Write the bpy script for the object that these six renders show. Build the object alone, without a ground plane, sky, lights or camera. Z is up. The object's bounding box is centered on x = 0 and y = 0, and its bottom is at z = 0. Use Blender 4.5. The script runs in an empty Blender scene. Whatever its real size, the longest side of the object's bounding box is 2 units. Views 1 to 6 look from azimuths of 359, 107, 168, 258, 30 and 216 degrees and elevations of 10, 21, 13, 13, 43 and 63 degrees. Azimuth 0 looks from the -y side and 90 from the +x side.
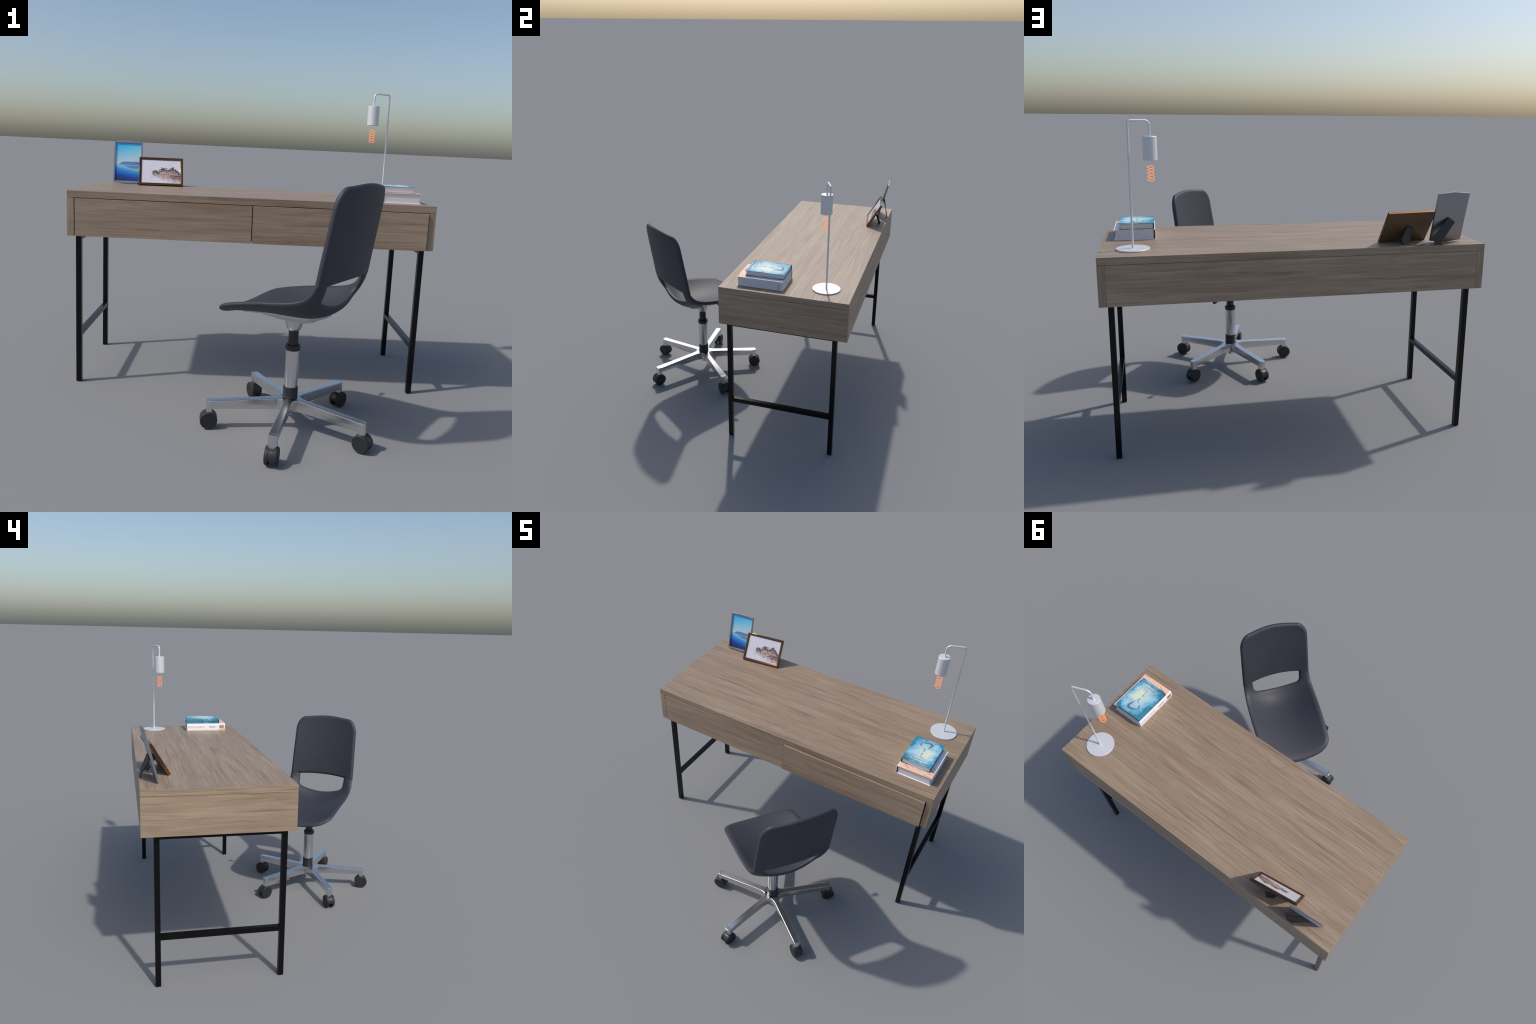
"""Desk scene: wooden writing desk on black steel legs, swivel office chair, table lamp,
two hardback books and two easel picture frames.  Everything is built from profiles,
lofts and rules; all materials are node based."""
import bpy, bmesh, math
from math import sin, cos, pi, radians, sqrt
from mathutils import Vector, Matrix, kdtree

# ------------------------------------------------------------------ node helpers
class Nodes:
    def __init__(self, name):
        self.mat = bpy.data.materials.new(name)
        self.mat.use_nodes = True
        self.t = self.mat.node_tree
        self.t.nodes.clear()
        self.out = self.t.nodes.new("ShaderNodeOutputMaterial")

    def new(self, kind, **props):
        n = self.t.nodes.new(kind)
        for k, v in props.items():
            setattr(n, k, v)
        return n

    def put(self, sock, v):
        if isinstance(v, bpy.types.NodeSocket):
            self.t.links.new(v, sock)
        elif v is not None:
            if isinstance(v, (tuple, list)) and len(v) == 3 and sock.type == "RGBA":
                v = (*v, 1.0)
            sock.default_value = v

    def math(self, op, a, b=None, c=None, clamp=False):
        n = self.new("ShaderNodeMath", operation=op, use_clamp=clamp)
        for i, v in enumerate((a, b, c)):
            if v is not None:
                self.put(n.inputs[i], v)
        return n.outputs[0]

    def remap(self, v, a, b, c=0.0, d=1.0, smooth=True):
        n = self.new("ShaderNodeMapRange", interpolation_type="SMOOTHSTEP" if smooth else "LINEAR")
        for i, x in enumerate((v, a, b, c, d)):
            self.put(n.inputs[i], x)
        return n.outputs[0]

    def mix(self, fac, a, b, blend="MIX"):
        n = self.new("ShaderNodeMix", data_type="RGBA", blend_type=blend)
        self.put(n.inputs[0], fac)
        self.put(n.inputs[6], a)
        self.put(n.inputs[7], b)
        return n.outputs[2]

    def ramp(self, fac, stops, mode="LINEAR"):
        n = self.new("ShaderNodeValToRGB")
        r = n.color_ramp
        r.interpolation = mode
        while len(r.elements) < len(stops):
            r.elements.new(0.5)
        for e, (p, c) in zip(r.elements, stops):
            e.position = p
            e.color = (*c, 1.0) if isinstance(c, (tuple, list)) else (c, c, c, 1.0)
        self.put(n.inputs[0], fac)
        return n.outputs[0]

    def coords(self):
        return self.new("ShaderNodeTexCoord").outputs["Object"]

    def xyz(self, v):
        n = self.new("ShaderNodeSeparateXYZ")
        self.put(n.inputs[0], v)
        return n.outputs

    def vec(self, x, y, z):
        n = self.new("ShaderNodeCombineXYZ")
        for i, v in enumerate((x, y, z)):
            self.put(n.inputs[i], v)
        return n.outputs[0]

    def scaled(self, v, s, off=(0, 0, 0)):
        n = self.new("ShaderNodeMapping")
        self.put(n.inputs["Vector"], v)
        n.inputs["Scale"].default_value = s
        n.inputs["Location"].default_value = off
        return n.outputs[0]

    def noise(self, v, scale=1.0, detail=2.0, rough=0.5, dist=0.0, out="Fac"):
        n = self.new("ShaderNodeTexNoise")
        self.put(n.inputs["Vector"], v)
        n.inputs["Scale"].default_value = scale
        n.inputs["Detail"].default_value = detail
        n.inputs["Roughness"].default_value = rough
        n.inputs["Distortion"].default_value = dist
        return n.outputs[out]

    def bump(self, h, strength=0.2, dist=0.001):
        n = self.new("ShaderNodeBump")
        n.inputs["Strength"].default_value = strength
        n.inputs["Distance"].default_value = dist
        self.put(n.inputs["Height"], h)
        return n.outputs[0]

    def surface(self, color, rough=0.5, metallic=0.0, spec=None, normal=None, **extra):
        p = self.new("ShaderNodeBsdfPrincipled")
        self.put(p.inputs["Base Color"], color)
        self.put(p.inputs["Roughness"], rough)
        self.put(p.inputs["Metallic"], metallic)
        if spec is not None:
            p.inputs["Specular IOR Level"].default_value = spec
        if normal is not None:
            self.put(p.inputs["Normal"], normal)
        for k, v in extra.items():
            self.put(p.inputs[k.replace("_", " ")], v)
        self.t.links.new(p.outputs[0], self.out.inputs[0])
        return self.mat


def srgb(r, g, b):
    f = lambda c: c / 12.92 if c <= 0.04045 else ((c + 0.055) / 1.055) ** 2.4
    return tuple(f(v / 255.0) for v in (r, g, b))


def plain(name, color, rough=0.5, metallic=0.0, spec=None, **extra):
    n = Nodes(name)
    g = n.noise(n.coords(), 60.0, 3.0)
    c = n.mix(n.math("MULTIPLY", g, 0.12), color, tuple(v * 0.8 for v in color))
    return n.surface(c, rough, metallic, spec, **extra)


# ------------------------------------------------------------------ materials
def wood(axis, name="wood_grain_", size=1.0, soft=0.0, tone=1.0):
    """Oak-like laminate with fibres along axis; size > 1 enlarges the figure, soft flattens it."""
    WOOD_DARK, WOOD_MID, WOOD_MID2, WOOD_LIGHT, WOOD_RED = [tuple(v * tone for v in c) for c in WOOD_TONES]
    n = Nodes(name + axis)
    x, y, z = n.xyz(n.coords())
    rnd = n.new("ShaderNodeObjectInfo").outputs["Random"]
    long, a, b = {"x": (x, y, z), "y": (y, z, x), "z": (z, x, y)}[axis]
    if size != 1.0:
        a, b = n.math("MULTIPLY", a, 1.0 / size), n.math("MULTIPLY", b, 1.0 / size)
    p = n.vec(n.math("ADD", long, n.math("MULTIPLY", rnd, 9.0)), n.math("ADD", a, n.math("MULTIPLY", rnd, 5.0)), b)
    warp = n.noise(n.scaled(p, (3.0, 7.0, 7.0)), 1.0, 3.0, out="Color")
    add = n.new("ShaderNodeVectorMath", operation="MULTIPLY_ADD")
    n.put(add.inputs[0], warp)
    add.inputs[1].default_value = (0.0, 0.012, 0.012)
    n.put(add.inputs[2], p)
    q = add.outputs[0]
    broad = n.noise(n.scaled(q, (1.7, 19.0, 19.0)), 1.0, 3.0, 0.55)
    mid = n.noise(n.scaled(q, (2.2, 85.0, 85.0), (3, 1, 7)), 1.0, 2.0, 0.6)
    fine = n.noise(n.scaled(q, (3.0, 230.0, 230.0), (1, 5, 2)), 1.0, 1.0, 0.6)
    red = n.noise(n.scaled(q, (1.9, 11.0, 11.0), (9, 4, 1)), 1.0, 2.0)
    # cathedral figure: contour lines of a stretched noise, only here and there
    rings = n.noise(n.scaled(p, (0.75, 8.0, 8.0), (5, 2, 8)), 1.0, 0.4)
    line = n.remap(n.math("PINGPONG", n.math("MULTIPLY", rings, 42.0), 1.0), 0.62, 1.0)
    where = n.remap(n.noise(n.scaled(p, (1.9, 8.0, 8.0), (2, 9, 4)), 1.0, 1.0), 0.50, 0.66)
    f = n.math("ADD", n.math("MULTIPLY", broad, 0.33), n.math("MULTIPLY", mid, 0.32))
    f = n.math("ADD", f, n.math("MULTIPLY", fine, 0.35))
    base = n.ramp(f, [(0.36 - 0.06 * soft, WOOD_DARK), (0.45 - 0.03 * soft, WOOD_MID), (0.53, WOOD_MID2), (0.64 + 0.05 * soft, WOOD_LIGHT)])
    base = n.mix(n.remap(red, 0.48, 0.70, 0.0, 0.62), base, n.mix(n.remap(f, 0.4, 0.62), WOOD_RED, WOOD_MID2))
    base = n.mix(n.math("MULTIPLY", n.math("MULTIPLY", line, where), 0.26), base, WOOD_DARK)
    # dark dashes and pores running along the grain
    dash = n.noise(n.scaled(q, (5.5, 95.0, 95.0), (7, 7, 3)), 1.0, 2.0)
    base = n.mix(n.remap(dash, 0.57, 0.70, 0.0, 0.38 - 0.2 * soft), base, WOOD_DARK)
    pale = n.noise(n.scaled(q, (3.6, 140.0, 140.0), (4, 2, 6)), 1.0, 2.0)
    base = n.mix(n.remap(pale, 0.57, 0.74, 0.0, 0.36 - 0.12 * soft), base, WOOD_LIGHT)
    nrm = n.bump(n.math("ADD", mid, fine), 0.08, 0.0004)
    return n.surface(base, n.remap(f, 0.3, 0.7, 0.50, 0.42), 0.0, 0.5, nrm)


# dark, middle, lighter middle, light, reddish
WOOD_TONES = ((0.164, 0.111, 0.072), (0.264, 0.188, 0.127), (0.325, 0.239, 0.164), (0.420, 0.322, 0.228), (0.283, 0.184, 0.124))


def brushed_metal(name, color, rough, axis_scale, amount=0.08, metallic=1.0, contrast=0.10):
    n = Nodes(name)
    g = n.noise(n.scaled(n.coords(), axis_scale), 1.0, 3.0, 0.6)
    c = n.mix(n.remap(g, 0.3, 0.7, 0.0, 1.0, False), tuple(v * (1 + contrast / 2) for v in color), tuple(v * (1 - contrast) for v in color))
    r = n.remap(g, 0.25, 0.75, rough - amount / 2, rough + amount / 2, False)
    return n.surface(c, r, metallic)


def leather():
    n = Nodes("dark_blue_grey_leather")
    co = n.coords()
    v = n.new("ShaderNodeTexVoronoi")
    n.put(v.inputs["Vector"], co)
    v.inputs["Scale"].default_value = 260.0
    g = n.noise(co, 240.0, 3.0, 0.6)
    h = n.math("ADD", v.outputs["Distance"], n.math("MULTIPLY", g, 0.7))
    c = n.mix(n.noise(co, 5.0, 3.0), (0.031, 0.033, 0.046), (0.038, 0.040, 0.055))
    return n.surface(c, n.remap(g, 0.3, 0.7, 0.50, 0.62), 0.0, 0.5, n.bump(h, 0.35, 0.0009))


def paper_edges(name, color, shade):
    n = Nodes(name)
    s = n.scaled(n.coords(), (6.0, 6.0, 900.0))
    g = n.noise(s, 1.0, 2.0, 0.6)
    c = n.mix(n.remap(g, 0.42, 0.66, 0.0, 0.55), color, shade)
    return n.surface(c, 0.75, 0.0, 0.3, n.bump(g, 0.15, 0.0004))


def teal_cover():
    n = Nodes("watercolour_cover")
    co = n.coords()
    x, y, z = n.xyz(co)
    big = n.noise(co, 17.0, 4.0, 0.6, 0.6)
    small = n.noise(co, 70.0, 4.0, 0.65, 0.4)
    # distance from the pale centre of the cover, in half-size units
    u = n.math("DIVIDE", n.math("SUBTRACT", x, 0.010), 0.106)
    v = n.math("DIVIDE", n.math("SUBTRACT", y, -0.010), 0.148)
    d = n.math("POWER", n.math("ADD", n.math("POWER", n.math("ABSOLUTE", u), 2.4), n.math("POWER", n.math("ABSOLUTE", v), 2.4)), 0.42)
    d = n.math("ADD", d, n.math("MULTIPLY", n.math("SUBTRACT", big, 0.47), 1.05))
    d = n.math("ADD", d, n.math("MULTIPLY", n.math("SUBTRACT", small, 0.48), 0.34))
    c = n.ramp(d, [(0.10, srgb(202, 218, 206)), (0.42, srgb(180, 208, 212)), (0.68, srgb(146, 194, 212)),
                   (0.86, srgb(90, 162, 194)), (1.0, srgb(50, 130, 154))])
    d = n.math("SUBTRACT", d, n.math("MULTIPLY", n.remap(x, -0.0885, -0.0900), n.remap(n.math("ABSOLUTE", n.math("ADD", y, -0.015)), 0.095, 0.05, 0.0, 0.55)))
    warm = n.remap(n.math("ADD", n.noise(n.scaled(co, (14, 9, 14), (3, 3, 3)), 1.0, 3.0, 0.6), n.math("MULTIPLY", x, 2.2)), 0.44, 0.66, 0.0, 0.80)
    inner = n.remap(d, 0.72, 0.3)
    c = n.mix(n.math("MULTIPLY", warm, inner), c, srgb(226, 228, 188))
    lilac = n.remap(n.noise(n.scaled(co, (16, 16, 16), (8, 1, 5)), 1.0, 2.0), 0.56, 0.72, 0.0, 0.55)
    c = n.mix(lilac, c, srgb(140, 172, 222))
    low_left = n.math("MULTIPLY", n.remap(y, -0.03, -0.12), n.remap(x, 0.03, -0.09))
    c = n.mix(n.math("MULTIPLY", low_left, n.remap(small, 0.3, 0.65, 0.35, 0.95)), c, srgb(36, 104, 124))
    return n.surface(c, 0.42, 0.0, 0.5)


def lake_picture():
    """Printed photo: pale blue sky, hazy island and its reflection over deep blue water."""
    n = Nodes("lake_print")
    x, y, z = n.xyz(n.coords())      # local: x right, z up, opening 0.162 x 0.243
    u = n.math("ADD", n.math("DIVIDE", x, 0.162), 0.5)
    v = n.math("ADD", n.math("DIVIDE", z, 0.243), 0.5)
    slant = n.math("ADD", v, n.math("MULTIPLY", n.math("SUBTRACT", u, 0.5), -0.16))
    sky = n.ramp(slant, [(0.50, srgb(206, 218, 232)), (0.58, srgb(180, 218, 230)), (0.72, srgb(148, 212, 234)), (0.95, srgb(72, 196, 246))])
    wslant = n.math("ADD", v, n.math("MULTIPLY", n.math("SUBTRACT", u, 0.5), 0.14))
    water = n.ramp(wslant, [(0.02, srgb(32, 50, 104)), (0.11, srgb(30, 70, 168)), (0.20, srgb(36, 116, 212)),
                           (0.28, srgb(62, 162, 226)), (0.36, srgb(158, 204, 230)), (0.43, srgb(140, 196, 234))])
    c = n.mix(n.remap(v, 0.425, 0.44), water, sky)
    co1 = n.vec(n.math("MULTIPLY", u, 7.0), 0.0, 0.0)
    bumps = n.noise(co1, 1.0, 5.0, 0.62)
    rise = n.math("MULTIPLY", n.remap(u, 0.10, 0.34), 0.085)
    top = n.math("ADD", 0.432, n.math("MULTIPLY", rise, n.math("ADD", 0.45, bumps)))
    isl = n.math("MULTIPLY", n.remap(n.math("SUBTRACT", top, v), -0.006, 0.004), n.remap(v, 0.424, 0.432))
    tone = n.mix(n.noise(n.vec(n.math("MULTIPLY", u, 12.0), n.math("MULTIPLY", v, 20.0), 0.0), 1.0, 3.0), srgb(42, 106, 178), srgb(76, 148, 192))
    c = n.mix(n.math("MULTIPLY", isl, 0.9), c, tone)
    low = n.math("SUBTRACT", 0.412, n.math("MULTIPLY", n.math("MULTIPLY", n.remap(u, 0.2, 0.7), 0.10), n.math("ADD", 0.35, bumps)))
    ref = n.math("MULTIPLY", n.remap(n.math("SUBTRACT", v, low), -0.01, 0.008), n.remap(v, 0.414, 0.402))
    c = n.mix(n.math("MULTIPLY", ref, 0.72), c, srgb(52, 122, 174))
    # farther ridge
    ridge = n.math("ADD", 0.44, n.math("MULTIPLY", n.remap(u, 0.25, 0.65), 0.085))
    far = n.math("MULTIPLY", n.remap(n.math("SUBTRACT", ridge, v), -0.02, 0.02), n.remap(v, 0.43, 0.44))
    c = n.mix(n.math("MULTIPLY", n.math("MULTIPLY", far, n.math("SUBTRACT", 1.0, isl)), 0.35), c, srgb(110, 172, 206))
    return n.surface(c, 0.35, 0.0, 0.5)


def mountain_picture():
    """Printed photo: pale mist with a rocky, tree-topped hill on the right."""
    n = Nodes("misty_hill_print")
    x, y, z = n.xyz(n.coords())      # opening 0.250 x 0.167
    u = n.math("ADD", n.math("DIVIDE", x, 0.250), 0.5)
    v = n.math("ADD", n.math("DIVIDE", z, 0.167), 0.5)
    sky = n.mix(n.noise(n.vec(n.math("MULTIPLY", u, 3.0), n.math("MULTIPLY", v, 3.0), 1.0), 1.0, 4.0), srgb(226, 222, 232), srgb(206, 202, 214))
    lump = n.noise(n.vec(n.math("MULTIPLY", u, 9.0), 0.0, 4.0), 1.0, 4.0, 0.6)
    lump2 = n.noise(n.vec(n.math("MULTIPLY", u, 16.0), n.math("MULTIPLY", v, 14.0), 2.0), 1.0, 3.0, 0.6)
    rise = n.ramp(u, [(0.23, 0.0), (0.26, 0.50), (0.34, 0.57), (0.42, 0.53), (0.53, 0.68), (0.61, 0.67), (0.67, 0.61), (0.76, 0.70), (0.84, 0.71), (0.91, 0.58), (1.0, 0.42)])
    top = n.math("ADD", rise, n.math("MULTIPLY", n.math("SUBTRACT", lump, 0.52), 0.22))
    top = n.math("ADD", top, n.math("MULTIPLY", n.math("SUBTRACT", lump2, 0.52), 0.34))
    depth = n.math("SUBTRACT", top, v)
    hill = n.remap(depth, -0.008, 0.02)
    mist = n.noise(n.vec(n.math("MULTIPLY", u, 7.0), n.math("MULTIPLY", v, 7.0), 7.0), 1.0, 4.0, 0.6)
    fog = n.math("ADD", n.math("ADD", v, n.math("MULTIPLY", u, 0.34)), n.math("MULTIPLY", n.math("SUBTRACT", mist, 0.5), 0.55))
    fog = n.remap(fog, 0.28, 0.50)
    hill = n.math("MULTIPLY", n.math("MULTIPLY", hill, fog), n.remap(n.math("ADD", u, n.math("MULTIPLY", n.math("SUBTRACT", mist, 0.5), 0.25)), 0.21, 0.33))
    det = n.noise(n.vec(n.math("MULTIPLY", u, 26.0), n.math("MULTIPLY", v, 17.0), 3.0), 1.0, 5.0, 0.72)
    rock = n.ramp(det, [(0.34, srgb(46, 36, 44)), (0.43, srgb(118, 76, 70)), (0.50, srgb(200, 162, 144)), (0.57, srgb(206, 198, 204)), (0.66, srgb(142, 108, 104)), (0.74, srgb(60, 50, 54))])
    low_dark = n.math("MULTIPLY", n.remap(n.math("ABSOLUTE", n.math("SUBTRACT", v, 0.27)), 0.16, 0.04), n.remap(u, 0.64, 0.80))
    rock = n.mix(n.math("MULTIPLY", low_dark, n.remap(lump2, 0.35, 0.6, 0.35, 0.9)), rock, n.mix(det, srgb(34, 30, 36), srgb(132, 84, 78)))
    tree = n.mix(n.remap(det, 0.35, 0.65), srgb(24, 33, 35), srgb(98, 100, 94))
    tm = n.math("MULTIPLY", n.remap(depth, 0.22, 0.09), n.remap(lump2, 0.38, 0.5, 0.2, 1.0))
    col = n.mix(tm, rock, tree)
    moss = n.math("MULTIPLY", n.remap(n.math("ABSOLUTE", n.math("SUBTRACT", v, 0.46)), 0.045, 0.02), n.remap(n.math("ABSOLUTE", n.math("SUBTRACT", u, 0.81)), 0.10, 0.05))
    col = n.mix(n.math("MULTIPLY", moss, 0.8), col, srgb(116, 124, 90))
    c = n.mix(hill, sky, col)
    return n.surface(c, 0.35, 0.0, 0.5)


def peach_cover():
    """White cover with a peach face-shaped patch near its lower edge and thin brown strokes."""
    n = Nodes("white_peach_cover")
    x, y, z = n.xyz(n.coords())      # cover 0.218 x 0.290, centred
    u = n.math("SUBTRACT", x, 0.004)
    dx = n.math("DIVIDE", u, 0.106)
    dy = n.math("DIVIDE", n.math("SUBTRACT", y, -0.116), 0.068)
    d = n.math("ADD", n.math("POWER", n.math("ABSOLUTE", dx), 2.4), n.math("POWER", n.math("ABSOLUTE", dy), 2.4))
    patch = n.math("MULTIPLY", n.remap(d, 1.03, 0.97), n.remap(z, 0.0, 0.004))
    skin = n.mix(n.noise(n.scaled(n.coords(), (9, 14, 9)), 1.0, 2.0), srgb(246, 204, 180), srgb(232, 184, 158))
    c = n.mix(patch, (0.87, 0.865, 0.87), skin)
    side = n.math("MULTIPLY", n.remap(n.math("ABSOLUTE", z), 0.024, 0.0255, 1.0, 0.0), 1.0)
    c = n.mix(side, c, (0.87, 0.86, 0.86))
    # peach splash low on the spine near the front end
    spl = n.math("ADD", n.math("DIVIDE", n.math("ABSOLUTE", n.math("SUBTRACT", y, -0.122)), 0.040), n.math("MULTIPLY", n.noise(n.scaled(n.coords(), (95, 95, 95)), 1.0, 3.0), 2.2))
    spl = n.math("ADD", spl, n.math("MULTIPLY", n.math("ADD", z, 0.008), 14.0))
    m = n.math("MULTIPLY", n.remap(spl, 1.72, 1.62), n.math("MULTIPLY", n.remap(x, -0.1045, -0.1055), side))
    c = n.mix(m, c, srgb(236, 190, 164))
    return n.surface(c, 0.35, 0.0, 0.5)


def glow(name, color, strength):
    n = Nodes(name)
    e = n.new("ShaderNodeEmission")
    g = n.noise(n.coords(), 30.0, 1.0)
    n.put(e.inputs["Color"], n.mix(n.math("MULTIPLY", g, 0.1), color, tuple(v * 0.9 for v in color)))
    e.inputs["Strength"].default_value = strength
    n.t.links.new(e.outputs[0], n.out.inputs[0])
    return n.mat


M = {
    "tx": wood("x", "tabletop_grain_", 0.85, 0.45, 0.97), "ty": wood("y", "edge_grain_", 1.5, 0.5, 0.98),
    "wx": wood("x", size=1.7, soft=1.0, tone=1.03), "wy": wood("y", size=1.9, soft=1.0, tone=1.02), "wz": wood("z", size=1.5, soft=0.8),
    "black_steel": plain("black_steel", (0.0032, 0.0032, 0.0036), 0.24, 0.0, 0.24),
    "leather": leather(),
    "polished": brushed_metal("polished_aluminium", (0.74, 0.74, 0.75), 0.25, (14.0, 260.0, 260.0)),
    "chrome": brushed_metal("satin_chrome", (0.72, 0.72, 0.73), 0.22, (18.0, 18.0, 420.0), 0.06),
    "plate_metal": brushed_metal("cast_plate", (0.56, 0.56, 0.57), 0.36, (120.0, 120.0, 120.0), 0.06),
    "black_plastic": plain("black_plastic", (0.018, 0.019, 0.020), 0.38, 0.0, 0.5),
    "matt_black": plain("matt_black_plastic", (0.020, 0.021, 0.022), 0.55, 0.0, 0.4),
    "lamp_white": plain("lamp_enamel", (0.70, 0.705, 0.73), 0.42, 0.25, 0.5),
    "filament": glow("glowing_filament", (1.0, 0.33, 0.118), 1.08),
    "teal": teal_cover(), "peach": peach_cover(),
    "pages_cream": paper_edges("cream_pages", (0.74, 0.69, 0.66), (0.58, 0.53, 0.51)),
    "pages_grey": paper_edges("white_pages", (0.72, 0.71, 0.72), (0.55, 0.54, 0.55)),
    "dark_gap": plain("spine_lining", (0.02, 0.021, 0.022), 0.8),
    "bronze": brushed_metal("bronze_moulding", (0.215, 0.112, 0.052), 0.17, (40.0, 400.0, 400.0), 0.06),
    "brown_board": plain("brown_backing", (0.120, 0.070, 0.032), 0.45),
    "silver": brushed_metal("silver_moulding", (0.36, 0.365, 0.40), 0.36, (20.0, 20.0, 20.0), 0.02, 1.0, 0.03),
    "strut": plain("black_easel_card", (0.013, 0.015, 0.017), 0.5, 0.0, 0.5),
    "lake": lake_picture(), "hill": mountain_picture(),
    "ink_grey": plain("ink_grey", srgb(92, 116, 124), 0.6),
    "ink_mid": plain("ink_mid_grey", srgb(140, 170, 178), 0.6),
    "ink_dark": plain("ink_dark_teal", srgb(38, 78, 92), 0.6),
    "ink_pale": plain("ink_pale_grey", srgb(205, 198, 194), 0.6),
    "ink_violet": plain("ink_violet", srgb(196, 180, 206), 0.6),
    "ink_black": plain("ink_black", srgb(44, 42, 44), 0.6),
    "ink_barcode": plain("ink_barcode", srgb(96, 92, 92), 0.6),
    "ink_white": plain("ink_white", (0.75, 0.74, 0.74), 0.6),
    "ink_brown": plain("ink_brown", srgb(176, 104, 70), 0.6),
    "match_wood": plain("match_wood", srgb(214, 160, 84), 0.6),
    "match_tip": plain("match_tip", srgb(52, 44, 44), 0.6),
    "ribbon": plain("red_ribbon", srgb(190, 60, 66), 0.6),
}

# ------------------------------------------------------------------ object helpers
def empty(name, loc, label, category, rot_z=0.0):
    o = bpy.data.objects.new(name, None)
    o.empty_display_size = 0.05
    o.location = loc
    o.rotation_euler = (0, 0, rot_z)
    o["label"] = label
    o["category"] = category
    bpy.context.scene.collection.objects.link(o)
    return o


def smooth_by_angle(mesh, deg=35.0):
    bm = bmesh.new()
    bm.from_mesh(mesh)
    for f in bm.faces:
        f.smooth = True
    for e in bm.edges:
        e.smooth = not (len(e.link_faces) == 2 and e.calc_face_angle(0.0) > radians(deg))
    bm.to_mesh(mesh)
    bm.free()


def add(name, bm, mats, parent, loc=(0, 0, 0), rot=None, angle=35.0, recentre=True, weighted=True):
    """Turn a bmesh into an object under parent; geometry is given in the parent's frame
    (or in its own frame with loc/rot); the origin is moved to the middle of the part."""
    bmesh.ops.recalc_face_normals(bm, faces=bm.faces)
    me = bpy.data.meshes.new(name)
    bm.to_mesh(me)
    bm.free()
    return add_mesh(name, me, mats, parent, loc, rot, angle, recentre, weighted)


def add_mesh(name, me, mats, parent, loc=(0, 0, 0), rot=None, angle=35.0, recentre=True, weighted=True):
    for m in (mats if isinstance(mats, (list, tuple)) else [mats]):
        me.materials.append(M[m] if isinstance(m, str) else m)
    smooth_by_angle(me, angle)
    o = bpy.data.objects.new(name, me)
    bpy.context.scene.collection.objects.link(o)
    o.parent = parent
    T = Matrix.Translation(loc) @ (rot.to_4x4() if rot is not None else Matrix())
    if recentre and len(me.vertices):
        lo = Vector([min(v.co[i] for v in me.vertices) for i in range(3)])
        hi = Vector([max(v.co[i] for v in me.vertices) for i in range(3)])
        c = (lo + hi) / 2
        me.transform(Matrix.Translation(-c))
        T = T @ Matrix.Translation(c)
    o.matrix_local = T
    if weighted:                     # keeps broad faces flat next to small bevels
        w = o.modifiers.new("flat_faces", "WEIGHTED_NORMAL")
        w.keep_sharp = True
    return o


def bm_box(lo, hi, bevel=0.0, seg=2):
    bm = bmesh.new()
    bmesh.ops.create_cube(bm, size=1.0)
    for v in bm.verts:
        v.co = Vector([lo[i] + (v.co[i] + 0.5) * (hi[i] - lo[i]) for i in range(3)])
    if bevel > 0:
        bmesh.ops.bevel(bm, geom=bm.edges[:], offset=bevel, segments=seg, profile=0.5, affect="EDGES")
    return bm


def bm_lathe(profile, seg=48, axis="z"):
    """Revolve (radius, height) pairs; closed at both ends by radius 0 points."""
    bm = bmesh.new()
    rings = []
    for r, h in profile:
        if r < 1e-7:
            rings.append([bm.verts.new((0, 0, h))])
        else:
            rings.append([bm.verts.new((r * cos(2 * pi * i / seg), r * sin(2 * pi * i / seg), h)) for i in range(seg)])
    for a, b in zip(rings, rings[1:]):
        for i in range(seg):
            j = (i + 1) % seg
            if len(a) == 1 and len(b) == 1:
                continue
            if len(a) == 1:
                bm.faces.new((a[0], b[i], b[j]))
            elif len(b) == 1:
                bm.faces.new((a[i], a[j], b[0]))
            else:
                bm.faces.new((a[i], a[j], b[j], b[i]))
    if axis == "y":
        bmesh.ops.rotate(bm, verts=bm.verts, matrix=Matrix.Rotation(pi / 2, 3, "X"))
    return bm


def bm_loft(sections, caps=True, closed=True):
    """Skin equal-length closed sections (lists of points)."""
    bm = bmesh.new()
    rings = [[bm.verts.new(p) for p in s] for s in sections]
    n = len(rings[0])
    for a, b in zip(rings, rings[1:]):
        for i in range(n if closed else n - 1):
            j = (i + 1) % n
            bm.faces.new((a[i], a[j], b[j], b[i]))
    if caps:
        bm.faces.new(rings[0][::-1])
        bm.faces.new(rings[-1])
    return bm


def bm_prism(outline, z0, z1, bevel=0.0, seg=2):
    """Extrude an xy outline from z0 to z1."""
    bm = bm_loft([[(x, y, z0) for x, y in outline], [(x, y, z1) for x, y in outline]])
    if bevel > 0:
        bmesh.ops.bevel(bm, geom=bm.edges[:], offset=bevel, segments=seg, profile=0.5, affect="EDGES")
    return bm


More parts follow.
